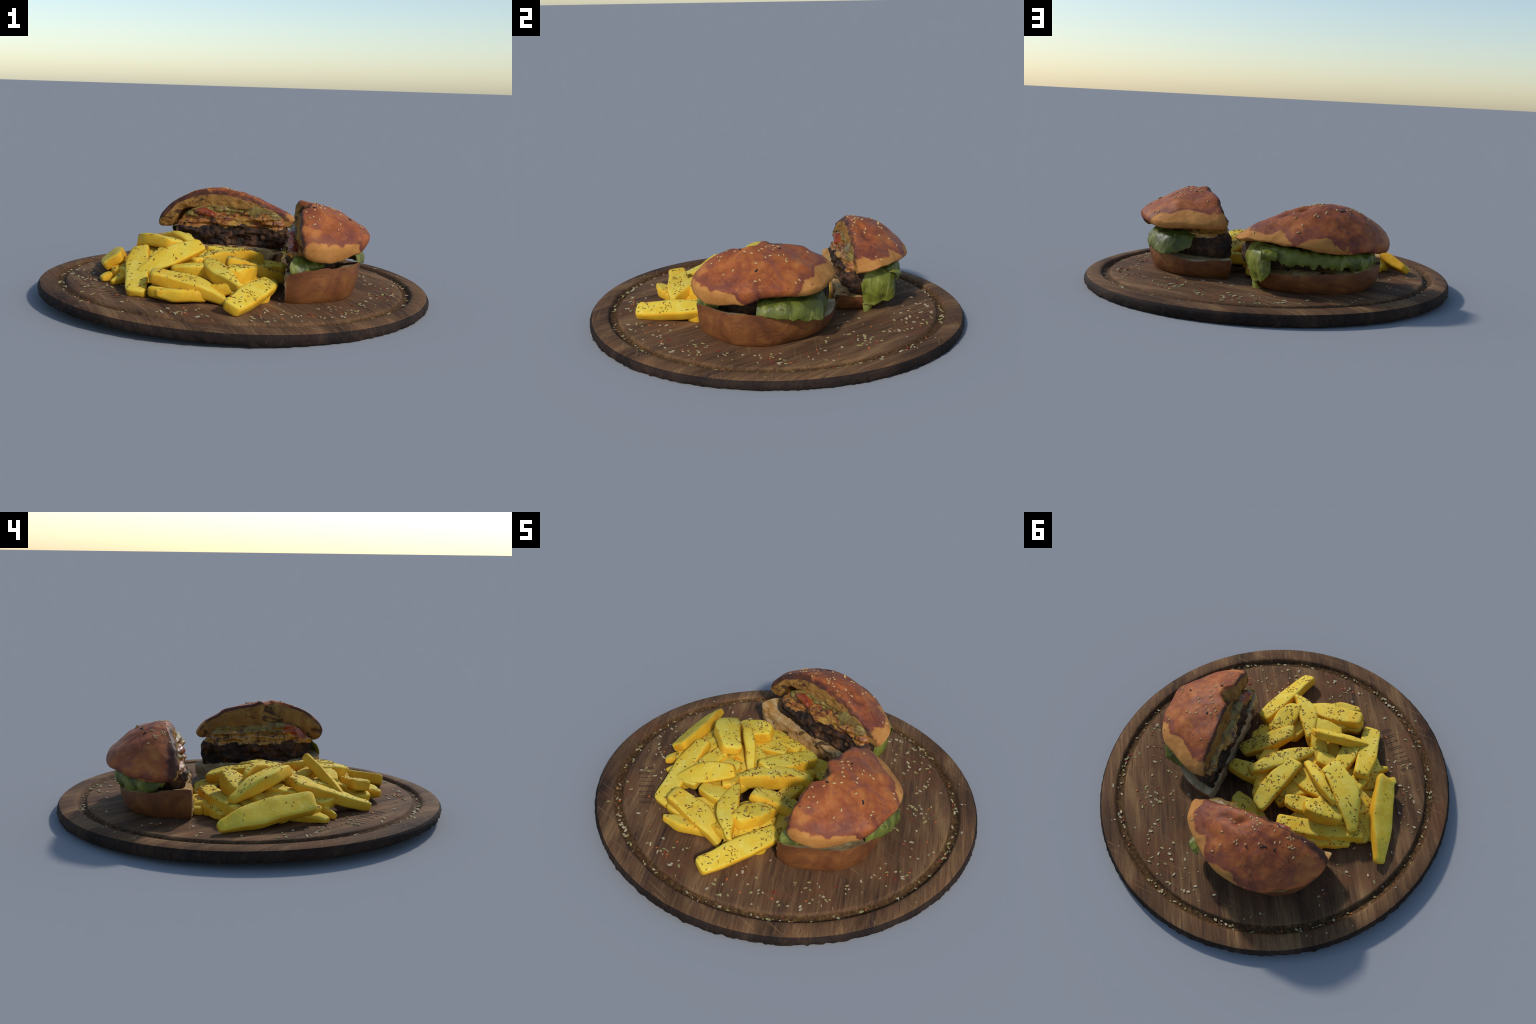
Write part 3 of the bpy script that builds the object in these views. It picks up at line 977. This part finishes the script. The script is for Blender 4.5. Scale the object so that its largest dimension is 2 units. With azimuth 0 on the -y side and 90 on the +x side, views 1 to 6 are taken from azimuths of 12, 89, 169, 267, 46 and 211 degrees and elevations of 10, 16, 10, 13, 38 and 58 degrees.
    leaf_sheet("lettuce", [[(0.166, 0.440, 0.180), (0.160, 0.490, 0.180)], [(0.155, 0.445, 0.108), (0.140, 0.495, 0.108)], [(0.152, 0.455, 0.062), (0.118, 0.488, 0.064)]],
               leaf_y, B, 115.0, 0.006, 12, n=24)
    leaf_sheet("lettuce", [[(0.140, 0.580, 0.282), (0.112, 0.602, 0.288), (0.080, 0.618, 0.282)], [(0.150, 0.625, 0.278), (0.112, 0.648, 0.272), (0.074, 0.656, 0.268)],
                           [(0.144, 0.616, 0.236), (0.112, 0.640, 0.238), (0.080, 0.648, 0.250)]], leaf_y, B, 117.0, 0.008, 18, n=30)

    # ------------------------------------------------ seeds on the crusts
    rng = random.Random(5)
    sesame = seed_mesh("sesame_seed", 0.0170, 0.0095, 0.0070)
    sesame.materials.append(plain("sesame", (0.62, 0.41, 0.17), 0.6, 0.25))
    black = seed_mesh("nigella_seed", 0.0185, 0.0105, 0.0075)
    black.materials.append(plain("nigella", (0.016, 0.014, 0.016), 0.5, 0.2))
    spots_a = [(0.652, -0.121), (0.643, -0.101), (0.56, -0.224), (0.559, -0.27), (0.36, 0.141), (0.609, 0.087), (0.631, 0.068), (0.545, -0.115),
               (0.43, -0.03), (0.405, -0.02), (0.39, -0.045), (0.385, -0.005), (0.41, -0.065), (0.37, -0.03), (0.425, -0.085), (0.45, -0.10), (0.455, -0.17), (0.47, -0.135),
               (0.435, -0.215), (0.44, -0.285), (0.425, -0.30), (0.455, -0.33), (0.505, -0.07), (0.48, -0.005), (0.465, 0.02), (0.50, 0.03), (0.40, -0.255), (0.47, -0.29)]
    spots_a += [(rng.uniform(0.37, 0.56), rng.uniform(-0.32, 0.05)) for _ in range(2)]
    sprinkle_seeds(cr, spots_a, sesame, "sesame_seed", rng)
    sprinkle_seeds(cr, [(0.596, -0.118), (0.588, -0.112), (0.43, -0.191), (0.407, 0.0)], black, "nigella_seed", rng)
    spots_b = [(0.166, 0.509), (0.173, 0.536), (-0.05, 0.608), (-0.023, 0.646), (-0.035, 0.474), (-0.06, 0.48), (-0.09, 0.487), (-0.409, 0.498), (-0.42, 0.395),
               (-0.378, 0.457), (-0.385, 0.468), (-0.372, 0.470), (-0.392, 0.458), (-0.349, 0.424), (-0.36, 0.432), (-0.342, 0.435), (-0.368, 0.42),
               (-0.159, 0.422), (-0.17, 0.435), (-0.145, 0.44), (-0.19, 0.442), (-0.125, 0.43), (-0.18, 0.455), (-0.165, 0.475), (-0.18, 0.482), (-0.235, 0.535),
               (-0.125, 0.565), (-0.132, 0.580), (-0.115, 0.578), (-0.27, 0.44), (-0.30, 0.49), (-0.32, 0.475), (0.0, 0.42), (-0.27, 0.41), (-0.09, 0.42)]
    spots_b += [(rng.uniform(-0.36, 0.0), rng.uniform(0.42, 0.56)) for _ in range(1)]
    sprinkle_seeds(cb, spots_b, sesame, "sesame_seed", rng)
    sprinkle_seeds(cb, [(-0.257, 0.541), (-0.272, 0.533), (-0.315, 0.52)], black, "nigella_seed", rng)
    # one seed stands on end
    hit = bvh_of([cb]).ray_cast(Vector((-0.174, 0.568, 2)), Vector((0, 0, -1)))[0]
    ob = bpy.data.objects.new("sesame_seed", sesame)
    SCN.objects.link(ob)
    ob.parent = cb
    ob.matrix_parent_inverse = Matrix.Identity(4)
    ob.matrix_basis = Matrix.Translation(hit + Vector((0, 0, 0.006))) @ Matrix.Rotation(1.1, 4, "Y") @ Matrix.Scale(1.5, 4)
    return A, B


# -------------------------------------------------------------------- fries
# each fry: ends of the middle line of its upper face, width, thickness, roll in degrees, sideways bow, width at either tip, upward arch
FRIES = [
    ((-0.572, -0.285, 0.203), (-0.760, 0.158, 0.140), 0.132, 0.058, 34, 0.012, 0.85, 0.50),
    ((0.178, -0.739, 0.133), (0.262, -0.330, 0.164), 0.104, 0.062, -22, 0.0, 0.85, 0.85),
    ((0.160, -0.548, 0.192), (-0.065, -0.300, 0.251), 0.105, 0.070, 4, -0.026, 0.35, 0.45, 0.008),
    ((0.110, -0.452, 0.236), (0.130, -0.240, 0.205), 0.120, 0.085, 0, 0.0, 0.7, 0.8),
    ((0.097, -0.553, 0.124), (-0.255, -0.561, 0.220), 0.120, 0.064, 6, 0.020, 0.45, 0.80, 0.010),
    ((-0.198, -0.655, 0.154), (-0.005, -0.530, 0.128), 0.090, 0.056, 8, 0.0, 0.40, 0.9),
    ((-0.100, -0.312, 0.312), (-0.352, -0.453, 0.186), 0.102, 0.052, 40, 0.010, 0.75, 0.55),
    ((-0.326, -0.590, 0.126), (-0.436, -0.212, 0.268), 0.110, 0.060, 6, -0.008, 0.85, 0.80),
    ((-0.310, -0.180, 0.262), (-0.285, -0.440, 0.195), 0.105, 0.062, 0, 0.01, 0.8, 0.8),
    ((-0.125, -0.155, 0.220), (-0.392, 0.033, 0.298), 0.058, 0.062, 0, 0.012, 0.7, 0.55, 0.042),
    ((-0.268, -0.145, 0.290), (-0.540, 0.108, 0.214), 0.145, 0.062, -12, -0.036, 0.75, 0.40, 0.030),
    ((-0.086, -0.100, 0.262), (-0.024, 0.216, 0.205), 0.116, 0.066, 0, 0.010, 0.80, 0.80),
    ((-0.146, -0.262, 0.228), (0.124, 0.044, 0.228), 0.092, 0.095, 0, -0.012, 0.35, 0.60, 0.022),
    ((0.037, -0.270, 0.254), (0.262, -0.075, 0.145), 0.105, 0.060, 0, 0.0, 0.75, 0.8),
    ((0.250, 0.030, 0.172), (0.000, -0.010, 0.165), 0.110, 0.060, 8, 0.015, 0.75, 0.9),
    ((0.140, 0.180, 0.122), (-0.095, 0.258, 0.120), 0.130, 0.050, 6, 0.010, 0.6, 0.6),
    ((-0.598, 0.078, 0.184), (-0.158, 0.228, 0.168), 0.108, 0.080, 0, -0.010, 0.60, 0.90),
    ((-0.550, 0.150, 0.138), (-0.370, 0.235, 0.132), 0.090, 0.050, 0, 0.02, 0.5, 0.6),
    ((-0.276, 0.112, 0.284), (-0.470, 0.048, 0.228), 0.125, 0.080, 8, 0.0, 0.70, 0.8),
    ((-0.147, 0.108, 0.215), (-0.370, 0.060, 0.185), 0.100, 0.060, 0, 0.0, 0.7, 0.8),
    ((-0.514, -0.402, 0.122), (-0.420, -0.205, 0.196), 0.068, 0.052, -10, 0.018, 0.45, 0.8),
    ((-0.596, -0.338, 0.128), (-0.480, -0.130, 0.150), 0.095, 0.050, 12, 0.0, 0.5, 0.8),
    ((-0.490, -0.110, 0.190), (-0.610, 0.100, 0.130), 0.100, 0.060, 0, 0.0, 0.8, 0.8),
    ((0.205, -0.370, 0.130), (0.110, -0.215, 0.165), 0.085, 0.060, 0, 0.0, 0.7, 0.8),
    ((0.255, -0.245, 0.128), (0.120, -0.090, 0.135), 0.085, 0.056, 0, 0.0, 0.7, 0.8),
    ((-0.175, -0.200, 0.238), (-0.300, -0.212, 0.225), 0.090, 0.060, 0, 0.0, 0.8, 0.8),
    ((-0.095, 0.070, 0.182), (-0.265, -0.095, 0.192), 0.105, 0.060, 0, 0.0, 0.8, 0.8),
    ((-0.420, 0.268, 0.125), (-0.140, 0.275, 0.120), 0.080, 0.050, 0, 0.0, 0.8, 0.8),
    ((-0.040, -0.150, 0.185), (-0.210, -0.060, 0.205), 0.095, 0.060, 0, 0.0, 0.8, 0.8),
    ((0.010, -0.375, 0.228), (-0.205, -0.418, 0.214), 0.095, 0.060, 0, 0.0, 0.7, 0.7),
    ((-0.395, -0.150, 0.205), (-0.535, -0.065, 0.190), 0.085, 0.058, 0, 0.0, 0.8, 0.8),
]


def rounded_section(w, t, r):
    """Cross-section of a cut potato stick: flat sides, tight corners."""
    pts = []
    hw, ht = w / 2 - r, t / 2 - r
    for cx, cy, a0 in ((hw, ht, 0), (-hw, ht, 90), (-hw, -ht, 180), (hw, -ht, 270)):
        for k in range(4):
            a = math.radians(a0 + 30 * k)
            pts.append((cx + r * math.cos(a), cy + r * math.sin(a)))
        nx, ny = ((-1, 0), (0, -1), (1, 0), (0, 1))[a0 // 90]
        span = 2 * (hw if nx else ht)
        x0, y0 = pts[-1]
        for f in ((0.25, 0.5, 0.75) if nx else (0.5,)):
            pts.append((x0 + nx * span * f, y0 + ny * span * f))
    return pts


def buried_fries(seen):
    """Fill the heap under the visible fries: more sticks, lying just beneath the ones on top."""
    rng = random.Random(77)
    tree = bvh_of(seen)

    def top(x, y):
        h = tree.ray_cast(Vector((x, y, 2)), Vector((0, 0, -1)))[0]
        return None if h is None else h.z

    def level(x, y):
        got = []
        for a in range(10):
            for r in (0.03, 0.065):
                z = top(x + r * math.cos(a * 0.628), y + r * math.sin(a * 0.628))
                if z is not None:
                    got.append(z)
        if len(got) < 13:
            return None
        got.sort()
        return got[int(len(got) * 0.62)]

    specs = []
    tries = 0
    while len(specs) < 48 and tries < 8000:
        tries += 1
        x, y = rng.uniform(-0.65, 0.25), rng.uniform(-0.65, 0.25)
        z0 = level(x, y)
        here = top(x, y)
        if z0 is None or (here is not None and here > z0 - 0.025 and rng.random() < 0.93):
            continue
        a = rng.uniform(0, math.pi)
        L = rng.uniform(0.08, 0.12)
        ends = []
        for s in (-1, 1):
            ex, ey = x + s * L * math.cos(a), y + s * L * math.sin(a)
            z = level(ex, ey)
            if z is None:
                break
            ends.append((ex, ey, max(board_top(ex, ey) + 0.055, min(z, z0) - rng.uniform(0.036, 0.055))))
        if len(ends) < 2 or any((Vector(e[0]) + Vector(e[1]) - Vector(ends[0]) - Vector(ends[1])).length < 0.07 for e in specs):
            continue
        specs.append((ends[0], ends[1], rng.uniform(0.09, 0.115), rng.uniform(0.055, 0.065), rng.uniform(-8, 8), 0.0, 0.8, 0.8))
    return specs


def build_fry(spec, k, mat):
    p0, p1, w, t, roll, bow, tip0, tip1 = spec[:8]
    arch = spec[8] if len(spec) > 8 else 0.0
    p0, p1 = Vector(p0), Vector(p1)
    d = (p1 - p0).normalized()
    side = d.cross(Vector((0, 0, 1))).normalized()
    up = side.cross(d)
    a = math.radians(roll)
    side, up = side * math.cos(a) + up * math.sin(a), up * math.cos(a) - side * math.sin(a)
    p0, p1 = p0 - d * 0.006, p1 + d * 0.006
    length = (p1 - p0).length
    n = 30
    rng = random.Random(100 + k)
    slant0, slant1 = rng.uniform(-0.35, 0.35), rng.uniform(-0.35, 0.35)
    twist = rng.uniform(-0.16, 0.16)
    keystone = rng.uniform(-0.08, 0.30)      # upper face a little narrower or wider than the lower one
    seed = 13.7 * k
    verts, faces = [], []
    centre = (p0 + p1) / 2 - up * t / 2
    for i in range(n):
        x = i / (n - 1)
        u = 0.5 - 0.5 * math.cos(math.pi * x)         # closer rings near the tips
        e0 = 0.024 / length
        f = 1.0
        for near in (u, 1 - u):
            if near < e0:
                f = min(f, math.sqrt(max(0.0, 1 - (1 - near / e0) ** 2)))
        f = 0.60 + 0.40 * f
        ww = w * lerp(tip0, 1, smooth(u, 0, 0.45)) * lerp(tip1, 1, smooth(1 - u, 0, 0.45)) * f
        tt = t * lerp(0.45 + 0.55 * tip0, 1, smooth(u, 0, 0.3)) * lerp(0.45 + 0.55 * tip1, 1, smooth(1 - u, 0, 0.3)) * f
        base = p0.lerp(p1, u) + side * bow * (1 - (2 * u - 1) ** 2) + Vector((0, 0, arch * (1 - (2 * u - 1) ** 2)))
        c = base - up * t / 2
        tw = twist * (u - 0.5)
        section = rounded_section(ww * 0.97, tt, min(0.0135, tt * 0.32))
        m = len(section)
        for X, Y in section:
            X *= 1 + keystone * (Y / t)
            X, Y = X * math.cos(tw) - Y * math.sin(tw), X * math.sin(tw) + Y * math.cos(tw)
            along = X * lerp(slant0, slant1, u) * abs(2 * u - 1) ** 3
            v = c + side * X + up * Y + d * along
            g = v * 1.0
            v += Vector((fbm(g, 7, 2, seed), fbm(g, 7, 2, seed + 5), fbm(g, 7, 2, seed + 8))) * 0.009
            v += up * 0.002 * fbm(g, 30, 2, seed + 3)
            lowest = board_top(v.x, v.y) + 0.0012
            if v.z < lowest:
                v.z = lowest
            verts.append(v)
    for i in range(n - 1):
        for q in range(m):
            j = (q + 1) % m
            faces.append((i * m + q, i * m + j, (i + 1) * m + j, (i + 1) * m + q))
    for ring in (0, n - 1):
        c = len(verts)
        verts.append(sum((verts[ring * m + q] for q in range(m)), Vector()) / m + d * (0.003 if ring else -0.003))
        faces += [(ring * m + q, ring * m + (q + 1) % m, c) for q in range(m)]
    me = mesh_from("french_fry", verts, faces)
    mid_top = me.polygons[(n // 2) * m + 5]
    if mid_top.normal.dot(up) < 0:
        me.flip_normals()
    for mm in mat:
        me.materials.append(mm)
    me.polygons.foreach_set("material_index", [0 if (f % m) in range(2, 9) and f < (n - 1) * m else 1 for f in range(len(faces))])
    ob = make_object("french_fry", me, None, None, centre)
    WORLD[ob.name] = Matrix.Translation(centre)
    ob["label"] = "thick golden potato fry sprinkled with dried herbs"
    ob["category"] = "french fry"
    return ob


# ------------------------------------------------------------------- flakes
def flake(vs, fs, pos, nrm, length, width, thick, rng):
    q = nrm.to_track_quat("Z", "X").to_matrix() @ Matrix.Rotation(rng.uniform(0, 6.28), 3, "Z")
    ex, ey, ez = q.col[0], q.col[1], q.col[2]
    bend = rng.uniform(-0.2, 0.25) * length
    skew = rng.uniform(-0.3, 0.3) * width
    b = len(vs)
    tip = rng.uniform(0.35, 1.0)
    tip2 = rng.uniform(0.35, 1.0)
    tilt = rng.uniform(-0.25, 0.25)
    for u, wf in ((-0.5, tip), (0.0, 1.0), (0.5, tip2)):
        c = pos + ex * length * u + ey * (bend * (0.25 - u * u) + skew * u) + ez * (thick * 0.5 + abs(tilt) * length * (u * math.copysign(1, tilt) + 0.5))
        for s in (-1, 1):
            for h in (-1, 1):
                vs.append(c + ey * s * width * 0.5 * wf + ez * h * thick * 0.5)
    for r in range(2):
        a, c = b + 4 * r, b + 4 * r + 4
        fs.extend([(a + 1, a + 3, c + 3, c + 1), (a, c, c + 2, a + 2), (a, a + 1, c + 1, c), (a + 2, c + 2, c + 3, a + 3)])
    fs.append((b, b + 2, b + 3, b + 1))
    fs.append((b + 8, b + 9, b + 11, b + 10))


def scatter(board, fries, food_tree):
    rng = random.Random(21)
    kinds = [("dried_onion_flake", (0.56, 0.46, 0.28), 0.43), ("dried_herb_flake", (0.43, 0.37, 0.145), 0.42),
             ("orange_pepper_flake", (0.62, 0.16, 0.045), 0.08), ("red_pepper_flake", (0.30, 0.045, 0.03), 0.07)]
    bags = {k[0]: ([], []) for k in kinds}

    def pick():
        r = rng.random()
        for name, _, p in kinds:
            if r < p:
                return name
            r -= p
        return kinds[0][0]

    count = 0
    clusters = [(0.62, -0.42), (0.70, -0.25), (0.55, 0.42), (0.30, -0.75), (0.48, -0.62), (0.72, 0.15), (0.62, 0.40), (0.40, 0.55), (0.25, 0.72), (-0.10, -0.74),
                (0.05, -0.80), (-0.55, -0.44), (-0.62, 0.45), (0.76, -0.02), (0.42, 0.70), (-0.76, -0.15), (-0.70, -0.30), (0.10, 0.78), (-0.30, 0.76), (0.20, -0.60)]
    while count < 470:
        m = rng.random()
        if m < 0.30:
            a = rng.uniform(0, 2 * math.pi)
            r = clamp(rng.gauss(0.879, 0.010), 0.858, 0.896)
            if fbm((math.cos(a), math.sin(a), 0), 3.5, 2, 4.0) < -0.12 and rng.random() < 0.7:
                continue
            x, y = r * math.cos(a), r * math.sin(a) + BC[1]
            z = board_top(x, y) - 0.0185
        elif m < 0.62:
            cx, cy = rng.choice(clusters)
            x, y = rng.gauss(cx, 0.055), rng.gauss(cy, 0.055)
            z = board_top(x, y)
        else:
            a, r = rng.uniform(0, 2 * math.pi), 0.97 * math.sqrt(rng.random())
            x, y = r * math.cos(a), r * math.sin(a)
            z = board_top(x, y)
        rr = math.hypot(x, y - BC[1])
        if rr > 0.955 or (rr > 0.905 and rng.random() < 0.60) or (m >= 0.30 and 0.838 < rr < 0.912):
            continue
        if food_tree.ray_cast(Vector((x, y, z + 0.001)), Vector((0, 0, 1)))[0] is not None:
            continue
        name = pick()
        if name.startswith("dried"):
            L, W = rng.uniform(0.009, 0.022), rng.uniform(0.0060, 0.0125)
        else:
            L, W = rng.uniform(0.008, 0.017), rng.uniform(0.006, 0.011)
        if rng.random() < 0.42:
            k = rng.uniform(0.4, 0.75)
            L, W = L * k, W * k
        flake(*bags[name], Vector((x, y, z)), Vector((rng.uniform(-0.12, 0.12), rng.uniform(-0.12, 0.12), 1)).normalized(), L, W, 0.0028, rng)
        count += 1
    for name, col, _ in kinds:
        ob = make_object(name, mesh_from(name, *bags[name], False), plain(name, col, 0.7, 0.35), board)
        ob["kind"] = "stuff"

    # herbs that stick to the fries
    herb_col = {"dried_oregano": (0.30, 0.175, 0.030), "dark_herb": (0.150, 0.092, 0.022), "chilli_crumb": (0.33, 0.065, 0.016), "pale_herb": (0.36, 0.32, 0.13)}
    mats = {k: plain(k, c, 0.75, 0.4) for k, c in herb_col.items()}
    heavy = {12: 2.4, 13: 2.6, 11: 1.5, 3: 1.6, 16: 1.8, 8: 1.6, 18: 1.5, 0: 0.12, 6: 0.35, 10: 0.7, 9: 0.5, 7: 0.6, 4: 0.8}
    for k, fry in enumerate(fries):
        me = fry.data
        w = WORLD[fry.name]
        polys = [p for p in me.polygons if p.normal.z > 0.45 and len(p.vertices) == 4]
        area = [p.area * p.normal.z for p in polys]
        total = sum(area)
        if not polys:
            continue
        want = int(total * 2300 * heavy.get(k, 1.0))
        vs = {n: ([], []) for n in herb_col}
        got = 0
        for p in rng.choices(polys, area, k=want):
            co = [me.vertices[i].co for i in p.vertices]
            s, t = rng.random(), rng.random()
            pos = co[0].lerp(co[1], s).lerp(co[3].lerp(co[2], s), t)
            if fbm(pos, 13, 2, k * 3.37 + 0.4) < rng.uniform(-0.22, 0.16):
                continue
            if food_tree.ray_cast(w @ pos + Vector((0, 0, 0.004)), Vector((0, 0, 1)))[0] is not None:
                continue
            r = rng.random()
            name = "dried_oregano" if r < 0.50 else "dark_herb" if r < 0.74 else "pale_herb" if r < 0.84 else "chilli_crumb"
            if name == "chilli_crumb" and rng.random() < 0.2:
                L, W = rng.uniform(0.009, 0.014), rng.uniform(0.007, 0.010)
            else:
                L, W = rng.uniform(0.005, 0.016), rng.uniform(0.0028, 0.0058)
            flake(*vs[name], pos - p.normal * 0.0005, p.normal.copy(), L, W, 0.0014, rng)
            got += 1
        for name, (v, f) in vs.items():
            if v:
                ob = bpy.data.objects.new(name, mesh_from(name, v, f, False))
                ob.data.materials.append(mats[name])
                SCN.objects.link(ob)
                ob.parent = fry
                ob["kind"] = "stuff"


# --------------------------------------------------------------------- main
board = build_board()
build_burgers()
fry_mat = (fry_material("pale_fried_potato", FRY_FACE), fry_material("golden_fried_skin", FRY_SIDE))
fries = [build_fry(s, k, fry_mat) for k, s in enumerate(FRIES)]
fries += [build_fry(s, 60 + k, fry_mat) for k, s in enumerate(buried_fries(fries))]
SKIP = ("board", "worn", "sesame", "nigella")
food = [o for o in bpy.data.objects if o.type == "MESH" and not o.name.startswith(SKIP)]
scatter(board, fries, bvh_of(food))
